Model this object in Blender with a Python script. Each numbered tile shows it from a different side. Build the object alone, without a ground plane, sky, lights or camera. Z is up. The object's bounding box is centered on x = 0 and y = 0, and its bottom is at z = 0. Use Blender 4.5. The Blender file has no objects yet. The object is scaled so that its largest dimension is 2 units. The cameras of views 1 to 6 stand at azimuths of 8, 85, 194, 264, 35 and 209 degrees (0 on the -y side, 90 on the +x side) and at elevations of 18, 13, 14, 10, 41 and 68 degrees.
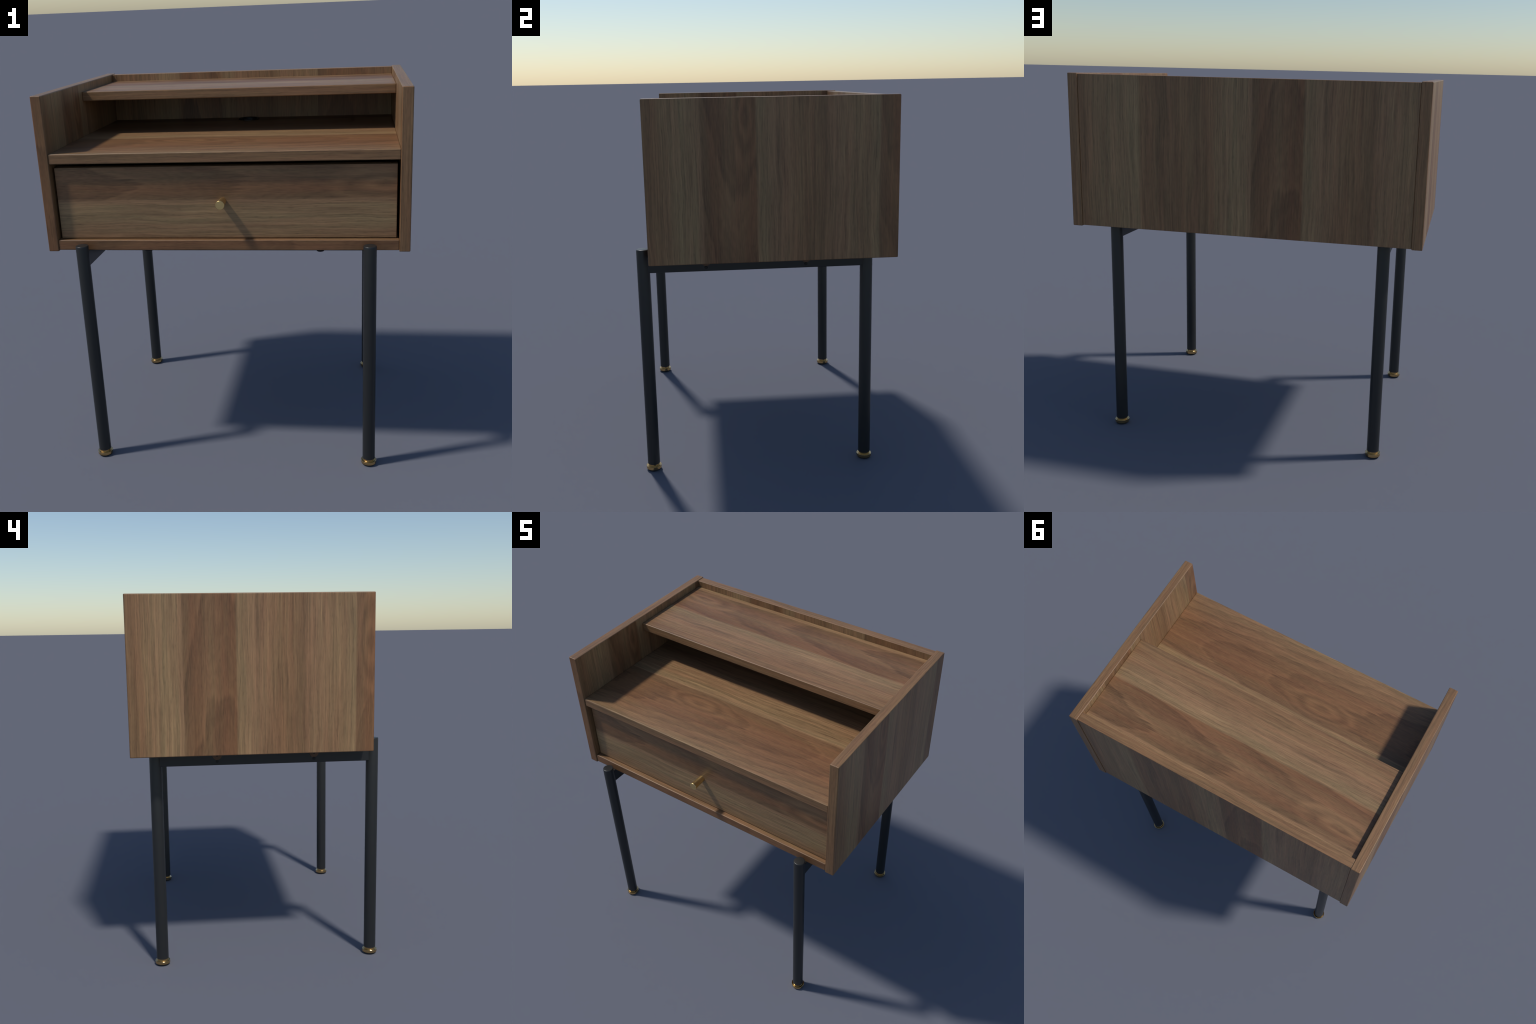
import bpy, bmesh, math
from mathutils import Vector

# ------------------------------------------------------------------ sizes (m)
W = 0.9380           # half width over the side panels
T = 0.0546           # board thickness
XI = W - T           # inner face of the side panels
YF, YB = -0.5850, 0.6670
ZB, ZT = 1.1915, 2.000
LEG_X, LEG_YF, LEG_YB, LEG_R = 0.7390, -0.6258, 0.5460, 0.0330

# ------------------------------------------------------------------ node help
class Tree:
    def __init__(self, nt):
        self.nt, self.n = nt, 0
    def node(self, kind, **props):
        nd = self.nt.nodes.new(kind)
        nd.location = (200 * (self.n % 12), -200 * (self.n // 12)); self.n += 1
        for k, v in props.items():
            setattr(nd, k, v)
        return nd
    def put(self, sock, v):
        if isinstance(v, bpy.types.NodeSocket):
            self.nt.links.new(v, sock)
        elif v is not None:
            sock.default_value = v
    def math(self, op, a, b=None, c=None, clamp=False):
        nd = self.node('ShaderNodeMath', operation=op, use_clamp=clamp)
        for i, v in enumerate((a, b, c)):
            self.put(nd.inputs[i], v)
        return nd.outputs[0]
    def vec(self, x, y, z=0.0):
        nd = self.node('ShaderNodeCombineXYZ')
        for i, v in enumerate((x, y, z)):
            self.put(nd.inputs[i], v)
        return nd.outputs[0]
    def noise(self, v, detail=2.0, rough=0.5, dist=0.0):
        nd = self.node('ShaderNodeTexNoise')
        self.put(nd.inputs['Vector'], v)
        nd.inputs['Scale'].default_value = 1.0
        nd.inputs['Detail'].default_value = detail
        nd.inputs['Roughness'].default_value = rough
        nd.inputs['Distortion'].default_value = dist
        return nd.outputs['Fac']
    def remap(self, v, a, b, c=0.0, d=1.0):
        nd = self.node('ShaderNodeMapRange', interpolation_type='SMOOTHSTEP')
        self.put(nd.inputs['Value'], v)
        for k, x in zip(('From Min', 'From Max', 'To Min', 'To Max'), (a, b, c, d)):
            nd.inputs[k].default_value = x
        return nd.outputs['Result']
    def mix(self, fac, a, b, mode='MIX'):
        nd = self.node('ShaderNodeMix', data_type='RGBA', blend_type=mode)
        self.put(nd.inputs[0], fac)
        for s, v in ((nd.inputs[6], a), (nd.inputs[7], b)):
            self.put(s, v if isinstance(v, bpy.types.NodeSocket) else (*v, 1.0))
        return nd.outputs[2]
    def ramp(self, fac, stops):
        nd = self.node('ShaderNodeValToRGB')
        self.put(nd.inputs[0], fac)
        el = nd.color_ramp.elements
        while len(el) < len(stops):
            el.new(0.5)
        for e, (p, col) in zip(el, stops):
            e.position, e.color = p, (*col, 1.0)
        return nd.outputs[0]

# ------------------------------------------------------------------ walnut veneer
# One veneer sheet in (G along the grain, C across it). Flitches of different
# tone lie side by side; the dark flitch between C = 0 and 0.27 is flat sawn
# and carries cathedral figure, the others are straight grained.
LIGHT = (0.258, 0.162, 0.080)
TAN   = (0.246, 0.145, 0.071)
PINK  = (0.252, 0.144, 0.073)
BROWN = (0.222, 0.121, 0.057)
DUSK  = (0.188, 0.104, 0.050)
DARK  = (0.190, 0.094, 0.043)
RED   = (0.200, 0.097, 0.043)
C_MIN, C_MAX = -1.20, 1.40
FLITCHES = [(-1.20, BROWN), (-0.92, BROWN), (-0.85, TAN), (-0.72, LIGHT),
            (-0.61, LIGHT), (-0.595, BROWN), (-0.42, DUSK), (-0.36, BROWN),
            (-0.29, DUSK), (-0.23, BROWN), (-0.16, TAN), (-0.11, LIGHT), (-0.03, LIGHT),
            (-0.002, PINK), (0.002, DUSK), (0.06, DARK), (0.13, BROWN), (0.20, DARK),
            (0.268, RED), (0.272, TAN), (0.31, LIGHT), (0.36, PINK),
            (0.50, BROWN), (0.60, DUSK), (0.66, PINK), (0.80, TAN), (0.878, LIGHT),
            (0.882, DUSK), (0.95, RED), (1.12, RED), (1.24, BROWN), (1.33, TAN)]

def veneer_group():
    g = bpy.data.node_groups.new('walnut_veneer', 'ShaderNodeTree')
    for nm in ('G', 'C', 'Seed', 'Figure C', 'Eye G', 'Eye C'):
        g.interface.new_socket(nm, in_out='INPUT', socket_type='NodeSocketFloat')
    g.interface.new_socket('Color', in_out='OUTPUT', socket_type='NodeSocketColor')
    g.interface.new_socket('Height', in_out='OUTPUT', socket_type='NodeSocketFloat')
    t = Tree(g)
    gi, go = t.node('NodeGroupInput'), t.node('NodeGroupOutput')
    G, C, S = gi.outputs['G'], gi.outputs['C'], gi.outputs['Seed']
    FC, EG, EC = gi.outputs['Figure C'], gi.outputs['Eye G'], gi.outputs['Eye C']
    m = t.math
    # gentle wander of the grain, weak at the glued seams
    wan = m('SUBTRACT', t.noise(t.vec(m('MULTIPLY', G, 2.3), m('MULTIPLY', C, 3.6), S), 3, 0.55), 0.5)
    Cw = m('MULTIPLY_ADD', wan, 0.050, C)
    Cs = m('MULTIPLY_ADD', wan, 0.012, C)
    Cmix = m('MULTIPLY_ADD', wan, 0.030, C)
    base = t.ramp(m('DIVIDE', m('SUBTRACT', Cs, C_MIN), C_MAX - C_MIN),
                  [((c - C_MIN) / (C_MAX - C_MIN), col) for c, col in FLITCHES])
    in1 = m('MULTIPLY', m('GREATER_THAN', Cs, 0.0), m('LESS_THAN', Cs, 0.27))
    in2 = m('GREATER_THAN', Cs, 0.88)
    flat = m('ADD', in1, in2)
    wob = m('SUBTRACT', t.noise(t.vec(m('MULTIPLY', G, 3.2), m('MULTIPLY', C, 10.0), m('ADD', S, 2.0)), 2, 0.45), 0.5)
    # growth ring stripes, 4 - 25 mm wide, and short fibre dashes
    s0 = t.noise(t.vec(m('MULTIPLY', G, 0.8), m('MULTIPLY', Cw, 22.0), S), 1, 0.5)
    s1 = t.noise(t.vec(m('MULTIPLY', G, 1.5), m('MULTIPLY', Cw, 74.0), S), 2, 0.6)
    s2 = t.noise(t.vec(m('MULTIPLY', G, 3.4), m('MULTIPLY', Cmix, 165.0), m('ADD', S, 3.0)), 2, 0.6)
    fine = t.noise(t.vec(m('MULTIPLY', G, 15.0), m('MULTIPLY', Cmix, 270.0), m('ADD', S, 7.0)), 2, 0.6)
    pore = t.noise(t.vec(m('MULTIPLY', G, 30.0), m('MULTIPLY', Cs, 170.0), m('ADD', S, 11.0)), 1, 0.5)
    patch = t.noise(t.vec(m('MULTIPLY', G, 2.2), m('MULTIPLY', C, 9.0), m('ADD', S, 5.0)), 2, 0.5)
    def w(x, k, mask=None):
        y = m('MULTIPLY', m('SUBTRACT', x, 0.5), k)
        return y if mask is None else m('MULTIPLY', y, mask)
    # an eye: nested ovals round a small knot, which push the figure aside
    ex = m('DIVIDE', m('SUBTRACT', G, EG), 0.150)
    ey = m('DIVIDE', m('SUBTRACT', C, EC), 0.044)
    e = m('SQRT', m('ADD', m('MULTIPLY', ex, ex), m('MULTIPLY', ey, ey)))
    e = m('MULTIPLY_ADD', wob, 1.5, e)
    near = m('MULTIPLY', t.remap(e, 1.1, 2.3, 1.0, 0.0), flat)
    eye = m('MULTIPLY', m('SINE', m('MULTIPLY_ADD', e, 6.6, -2.2)), near)
    # cathedral tongues: a saw tooth of parabolas, dark at the tip and pale beyond
    def tongues(c, c0, half, reach, tip, pitch):
        q = m('DIVIDE', m('SUBTRACT', c, c0), half)
        F = m('ADD', m('MULTIPLY', m('MULTIPLY', q, q), reach), m('MULTIPLY_ADD', wob, 0.34, m('MULTIPLY_ADD', w(s1, 0.16), 1.0, m('SUBTRACT', G, tip))))
        F = m('DIVIDE', F, pitch)
        u = m('FRACT', m('ADD', F, 20.0))
        dark = m('MULTIPLY', m('POWER', u, 1.7), t.remap(u, 0.93, 1.0, 1.0, 0.0))
        rim = t.remap(u, 0.0, 0.10, 1.0, 0.0)
        lines = m('SINE', m('MULTIPLY', F, 43.0))
        return m('ADD', m('MULTIPLY', rim, 0.06), m('ADD', m('MULTIPLY', dark, -0.30), m('MULTIPLY', lines, 0.04)))
    fig = m('ADD', m('MULTIPLY', tongues(FC, 0.085, 0.085, 0.13, -0.55, 0.60), in1),
            m('MULTIPLY', tongues(C, 1.02, 0.11, 0.22, 0.13, 0.47), m('MULTIPLY', in2, 0.75)))
    fig = m('ADD', m('MULTIPLY', fig, m('SUBTRACT', 1.0, near)), m('MULTIPLY', eye, 0.16))
    straight = m('SUBTRACT', 1.0, m('MULTIPLY', flat, 0.42))
    v = m('ADD', w(s0, 0.40, straight), w(s1, 1.02, straight))
    v = m('ADD', v, w(s2, 0.95, straight))
    v = m('ADD', v, w(fine, 0.72))
    v = m('ADD', v, w(patch, 0.36))
    v = m('ADD', v, fig)
    v = m('SUBTRACT', v, m('MULTIPLY', t.remap(pore, 0.56, 0.72), 0.12))
    val = m('ADD', 1.05, v)
    col = t.mix(1.0, base, t.vec(val, val, val), 'MULTIPLY')
    # hue drift: reddish heart tones against olive sap tones
    hue = t.noise(t.vec(m('MULTIPLY', G, 1.8), m('MULTIPLY', Cw, 26.0), m('ADD', S, 9.0)), 2, 0.6)
    tint = t.mix(t.remap(hue, 0.30, 0.70), (1.035, 0.975, 0.965), (0.978, 1.018, 0.985))
    col = t.mix(1.0, col, tint, 'MULTIPLY')
    g.links.new(col, go.inputs['Color'])
    g.links.new(m('ADD', fine, m('MULTIPLY', pore, -0.6)), go.inputs['Height'])
    return g

VENEER = veneer_group()
WOOD = {}
def walnut(grain, g_sign, g_off, across, c_sign, c_off, seed=0.0, flip=False, eye=(9.0, 9.0)):
    """Veneer laid with its grain along one axis: G = sign*axis + off, C likewise.
    flip turns the cathedral figure over; eye is the (G, C) of a knot."""
    key = (grain, g_sign, g_off, across, c_sign, c_off, seed, flip, eye)
    if key in WOOD:
        return WOOD[key]
    mat = bpy.data.materials.new('walnut_veneer'); mat.use_nodes = True
    nt = mat.node_tree; t = Tree(nt)
    bsdf = nt.nodes['Principled BSDF']
    sep = t.node('ShaderNodeSeparateXYZ')
    nt.links.new(t.node('ShaderNodeTexCoord').outputs['Object'], sep.inputs[0])
    grp = t.node('ShaderNodeGroup'); grp.node_tree = VENEER
    t.put(grp.inputs['G'], t.math('MULTIPLY_ADD', sep.outputs['XYZ'.index(grain)], g_sign, g_off))
    c = t.math('MULTIPLY_ADD', sep.outputs['XYZ'.index(across)], c_sign, c_off)
    t.put(grp.inputs['C'], c)
    t.put(grp.inputs['Figure C'], t.math('MULTIPLY_ADD', c, -1.0 if flip else 1.0, 0.27 if flip else 0.0))
    grp.inputs['Eye G'].default_value, grp.inputs['Eye C'].default_value = eye
    grp.inputs['Seed'].default_value = seed
    nt.links.new(grp.outputs['Color'], bsdf.inputs['Base Color'])
    bump = t.node('ShaderNodeBump'); bump.inputs['Strength'].default_value = 0.10
    bump.inputs['Distance'].default_value = 0.0015
    nt.links.new(grp.outputs['Height'], bump.inputs['Height'])
    nt.links.new(bump.outputs[0], bsdf.inputs['Normal'])
    bsdf.inputs['Roughness'].default_value = 0.42
    bsdf.inputs['Specular IOR Level'].default_value = 0.42
    WOOD[key] = mat
    return mat

def plain(name, col, rough, metal=0.0, mottling=0.12, scale=40.0, bump=0.0, spec=0.5):
    mat = bpy.data.materials.new(name); mat.use_nodes = True
    nt = mat.node_tree; t = Tree(nt)
    b = nt.nodes['Principled BSDF']
    co = t.node('ShaderNodeTexCoord').outputs['Object']
    vm = t.node('ShaderNodeVectorMath', operation='SCALE')
    nt.links.new(co, vm.inputs[0]); vm.inputs['Scale'].default_value = scale
    n = t.noise(vm.outputs[0], 3, 0.55)
    c = t.mix(n, tuple(x * (1 - mottling) for x in col), tuple(x * (1 + mottling) for x in col))
    nt.links.new(c, b.inputs['Base Color'])
    b.inputs['Metallic'].default_value = metal
    b.inputs['Specular IOR Level'].default_value = spec
    t.put(b.inputs['Roughness'], t.math('MULTIPLY_ADD', n, 0.10, rough - 0.05))
    if bump:
        bp = t.node('ShaderNodeBump'); bp.inputs['Strength'].default_value = bump
        bp.inputs['Distance'].default_value = 0.001
        nt.links.new(n, bp.inputs['Height']); nt.links.new(bp.outputs[0], b.inputs['Normal'])
    return mat

STEEL = plain('black_powder_coat', (0.0185, 0.0195, 0.0198), 0.37, 0.0, 0.15, 160.0, 0.05)
BRASS = plain('polished_brass', (0.64, 0.43, 0.19), 0.20, 1.0, 0.06, 60.0)
SATIN = plain('satin_brass', (0.82, 0.59, 0.26), 0.36, 1.0, 0.06, 60.0)
RUBBER = plain('black_rubber', (0.012, 0.012, 0.013), 0.7)
PLASTIC = plain('black_plastic', (0.006, 0.0065, 0.0075), 0.5)
BRONZE = plain('bronze_washer', (0.115, 0.062, 0.034), 0.5, 0.2)
INNER = plain('drawer_lining', (0.10, 0.065, 0.042), 0.6)

# ------------------------------------------------------------------ geometry help
ROOT = bpy.data.objects.new('nightstand', None)
bpy.context.scene.collection.objects.link(ROOT)
ROOT['label'] = 'walnut bedside table with one drawer and black legs'
ROOT['category'] = 'nightstand'

def add(name, me, parent=ROOT):
    ob = bpy.data.objects.new(name, me)
    bpy.context.scene.collection.objects.link(ob)
    ob.parent = parent
    return ob

def board(name, lo, hi, mats, parent=ROOT, bevel=0.0050):
    """A board between two corners. mats: dict of '+x', '-x', ... to material."""
    bm = bmesh.new()
    bmesh.ops.create_cube(bm, size=1.0)
    for v in bm.verts:
        v.co = Vector([lo[i] + (v.co[i] + 0.5) * (hi[i] - lo[i]) for i in range(3)])
    slots = []
    for f in bm.faces:
        n = f.normal
        a = max(range(3), key=lambda i: abs(n[i]))
        mt = mats[('+' if n[a] > 0 else '-') + 'xyz'[a]]
        if mt not in slots:
            slots.append(mt)
        f.material_index = slots.index(mt)
        f.smooth = True
    me = bpy.data.meshes.new(name); bm.to_mesh(me); bm.free()
    for mt in slots:
        me.materials.append(mt)
    ob = add(name, me, parent)
    md = ob.modifiers.new('eased_edges', 'BEVEL')
    md.width, md.segments, md.harden_normals, md.limit_method = bevel, 3, True, 'NONE'
    return ob

def faces(**kw):
    d = {}
    for k, v in kw.items():
        if k in ('x', 'y', 'z'):
            d['+' + k] = d['-' + k] = v
        else:
            d[('+' if k[0] == 'p' else '-') + k[1]] = v
    return d

def lathe(name, profile, mat, at=(0, 0, 0), axis='Z', seg=48, parent=ROOT, sharp=40):
    """Turned part: profile of (radius, height), closed onto the axis at both ends."""
    bm = bmesh.new()
    rows = []
    for r, h in profile:
        if r < 1e-6:
            rows.append([bm.verts.new((0, 0, h))])
        else:
            rows.append([bm.verts.new((r * math.cos(2 * math.pi * i / seg), r * math.sin(2 * math.pi * i / seg), h)) for i in range(seg)])
    for a, b in zip(rows, rows[1:]):
        for i in range(seg):
            j = (i + 1) % seg
            if len(a) == 1 and len(b) == 1:
                continue
            if len(a) == 1:
                bm.faces.new((a[0], b[j], b[i]))
            elif len(b) == 1:
                bm.faces.new((a[i], a[j], b[0]))
            else:
                bm.faces.new((a[i], a[j], b[j], b[i]))
    if axis == 'Y':        # height runs towards -y
        for v in bm.verts:
            v.co = Vector((v.co.x, -v.co.z, v.co.y))
    elif axis == 'X':
        for v in bm.verts:
            v.co = Vector((v.co.z, v.co.x, v.co.y))
    bmesh.ops.translate(bm, verts=bm.verts, vec=at)
    bmesh.ops.recalc_face_normals(bm, faces=bm.faces)
    lim = math.radians(sharp)
    for f in bm.faces:
        f.smooth = True
    for e in bm.edges:
        if len(e.link_faces) == 2 and e.calc_face_angle(0) > lim:
            e.smooth = False
    me = bpy.data.meshes.new(name); bm.to_mesh(me); bm.free()
    me.materials.append(mat)
    return add(name, me, parent)

# ------------------------------------------------------------------ veneer layout
side_face_a = walnut('Z', -1, 2.16, 'Y', 1, 0.3095, 2.0, True, (0.25, 0.215))     # right outside, left inside
side_face_b = walnut('Z', 1, -1.458, 'Y', -1, 0.389, 2.0, True, (0.29, 0.955))    # left outside, right inside
back_face   = walnut('Z', 1, -1.42, 'X', -1, -0.06, 2.0, True)
back_inner  = walnut('Z', 1, 0.60, 'X', 1, 0.45, 5.0)
edge_front_l = walnut('Z', 1, 0.2, 'X', 1, 1.95, 4.0)
edge_front_r = walnut('Z', 1, 0.7, 'X', 1, -1.40, 6.0)
edge_back   = walnut('Z', 1, 0.9, 'X', 1, -0.40, 6.0)
edge_top_side = walnut('Y', 1, 0.0, 'X', 1, 0.40, 1.0)
edge_top_side_r = walnut('Y', 1, 0.4, 'X', -1, 1.46, 1.0)
edge_top_back = walnut('X', 1, 0.0, 'Y', 1, -0.12, 3.0)
shelf_edge  = walnut('X', 1, 0.3, 'Z', 1, -2.22, 8.0)
shelf_edge_u = walnut('X', 1, 0.9, 'Z', 1, -2.46, 9.0)
bottom_edge = walnut('X', 1, 1.6, 'Z', 1, -0.21, 10.0)
bottom_top  = walnut('X', 1, 0.6, 'Y', 1, 0.30, 3.0)
shelf_low_face = walnut('X', 1, 0.0, 'Y', -1, 0.75, 2.6, False, (-0.24, 0.985))
shelf_up_face  = walnut('X', -1, 0.0, 'Y', -1, 0.572, 2.0, False, (0.72, 0.085))
drawer_face = walnut('X', 1, -0.06, 'Z', 1, -1.458, 2.0, False, (0.74, 0.070))
drawer_edge = walnut('X', 1, 0.45, 'Y', 1, 0.9, 2.0)
end_face = walnut('Y', 1, 0.0, 'Z', 1, 0.4, 2.0)

# ------------------------------------------------------------------ case
board('side_panel', (-W, YF, ZB), (-XI, YB, ZT),
      faces(mx=side_face_b, px=side_face_a, my=edge_front_l, py=edge_back, z=edge_top_side))
board('side_panel', (XI, YF, ZB), (W, YB, ZT),
      faces(px=side_face_a, mx=side_face_b, my=edge_front_r, py=edge_back, z=edge_top_side_r))
board('back_panel', (-XI, 0.606, 1.1955), (XI, 0.6612, 1.9955),
      faces(py=back_face, my=back_inner, z=edge_top_back, x=end_face), bevel=0.0025)
board('bottom_panel', (-XI, -0.5805, 1.1975), (XI, 0.606, 1.2520),
      faces(z=bottom_top, y=bottom_edge, x=end_face))
low_shelf = board('shelf', (-XI, -0.5805, 1.6545), (XI, 0.606, 1.7068),
      faces(z=shelf_low_face, y=shelf_edge, x=end_face))
board('shelf', (-XI, 0.012, 1.9015), (XI, 0.606, 1.9538),
      faces(z=shelf_up_face, y=shelf_edge_u, x=end_face))

# cable hole bored through the lower shelf close to the back, lined with a grommet
HOLE = (0.0, 0.527)
cutter = lathe('cutter', [(0.0, -0.1), (0.058, -0.1), (0.058, 0.1), (0.0, 0.1)], PLASTIC, at=(*HOLE, 1.68), seg=64)
md = low_shelf.modifiers.new('bore', 'BOOLEAN'); md.operation, md.object, md.solver = 'DIFFERENCE', cutter, 'EXACT'
bpy.context.view_layer.update()
bored = bpy.data.meshes.new_from_object(low_shelf.evaluated_get(bpy.context.evaluated_depsgraph_get()))
low_shelf.modifiers.clear(); low_shelf.data = bored
if 'custom_normal' in bored.attributes:
    bored.attributes.remove(bored.attributes['custom_normal'])
for p in bored.polygons:
    p.use_smooth = False
bpy.data.objects.remove(cutter)
lathe('cable_grommet', [(0.049, -0.050), (0.0575, -0.050), (0.0575, 0.0004), (0.0660, 0.0006), (0.0655, 0.0042), (0.0630, 0.0055),
                        (0.0540, 0.0055), (0.0500, 0.0035), (0.0490, 0.0), (0.049, -0.050)],
      PLASTIC, at=(*HOLE, 1.7068), seg=64)

# ------------------------------------------------------------------ drawer
DF = -0.5520
front = board('drawer_front', (-0.8705, DF, 1.2555), (0.8705, DF + 0.05, 1.6305),
              faces(y=drawer_face, z=drawer_edge, x=drawer_edge), bevel=0.003)
knob = lathe('knob', [(0.0, 0.0), (0.0190, 0.0), (0.0190, 0.006), (0.0198, 0.035), (0.0218, 0.075), (0.0232, 0.0835),
                      (0.0229, 0.0855), (0.0218, 0.0866), (0.0, 0.0868)],
             SATIN, at=(0.0, DF, 1.4500), axis='Y', parent=front)
liner = faces(x=INNER, y=INNER, z=INNER)
tray = board('drawer_box', (-0.84, DF + 0.052, 1.266), (0.84, 0.56, 1.282), liner, bevel=0.002)
board('drawer_wall', (-0.84, DF + 0.052, 1.283), (-0.81, 0.56, 1.56), liner, parent=tray, bevel=0.002)
board('drawer_wall', (0.81, DF + 0.052, 1.283), (0.84, 0.56, 1.56), liner, parent=tray, bevel=0.002)
board('drawer_wall', (-0.809, 0.53, 1.283), (0.809, 0.56, 1.56), liner, parent=tray, bevel=0.002)

# ------------------------------------------------------------------ leg frame
def leg_profile(z_top):
    c = 0.005
    p = [(0.0, 0.0350), (LEG_R - 0.0015, 0.0350), (LEG_R, 0.0362)]
    p += [(LEG_R, z_top - c)]
    p += [(LEG_R - c * (1 - math.cos(a)), z_top - c + c * math.sin(a)) for a in (math.radians(d) for d in (22, 45, 67, 90))]
    return p + [(0.0, z_top)]

FOOT = [(0.0, 0.0085), (0.0400, 0.0085), (0.0407, 0.0092), (0.0407, 0.0232), (0.0400, 0.0240),
        (0.0305, 0.0240), (0.0298, 0.0247), (0.0296, 0.0352), (0.0, 0.0352)]
PAD = [(0.0, 0.0), (0.0345, 0.0), (0.0360, 0.0015), (0.0360, 0.0086), (0.0, 0.0086)]
for sx in (-1, 1):
    for y, top in ((LEG_YF, 1.2370), (LEG_YB, 1.1970)):
        leg = lathe('leg', leg_profile(top), STEEL, at=(sx * LEG_X, y, 0))
        foot = lathe('foot', FOOT, BRASS, at=(sx * LEG_X, y, 0), parent=leg, sharp=28)
        lathe('foot_pad', PAD, RUBBER, at=(sx * LEG_X, y, 0), parent=leg)
    xa, xb = sorted((sx * 0.722, sx * 0.762))
    rail = board('rail', (xa, LEG_YF + 0.015, 1.1125), (xb, LEG_YB - 0.015, 1.1970),
                 faces(x=STEEL, y=STEEL, z=STEEL), bevel=0.004)
    for y in (-0.3015, 0.2205):
        lathe('washer', [(0.0, -0.004), (0.0245, -0.004), (0.0252, 0.0), (0.0245, 0.003), (0.0, 0.0032)], BRONZE,
              at=(sx * 0.762, y, 1.1660), axis='X', seg=32, parent=rail)
        lathe('screw', [(0.0, -0.006), (0.0060, -0.006), (0.0060, 0.006), (0.0045, 0.007), (0.0, 0.007)], RUBBER,
              at=(sx * 0.762, y, 1.1660), axis='X', seg=24, parent=rail)
        lathe('screw', [(0.0, -0.004), (0.0080, -0.004), (0.0080, 0.002), (0.0065, 0.004), (0.0, 0.004)], RUBBER,  # small black disc for the dark spot below the washer
              at=(sx * 0.762, y, 1.1330), axis='X', seg=24, parent=rail)

# cross rails tie the side rails together and carry the bolts into the case
for y in (-0.3015, 0.2205):
    cross = board('cross_rail', (-0.7205, y - 0.020, 1.1125), (0.7205, y + 0.020, 1.1970),
                  faces(x=STEEL, y=STEEL, z=STEEL), bevel=0.004)
    for x in (-0.478, 0.478):
        lathe('bolt', [(0.0, 0.002), (0.0225, 0.002), (0.0225, -0.003), (0.0190, -0.007), (0.0110, -0.010), (0.0, -0.0105)],
              RUBBER, at=(x, y, 1.1125), seg=32, parent=cross)
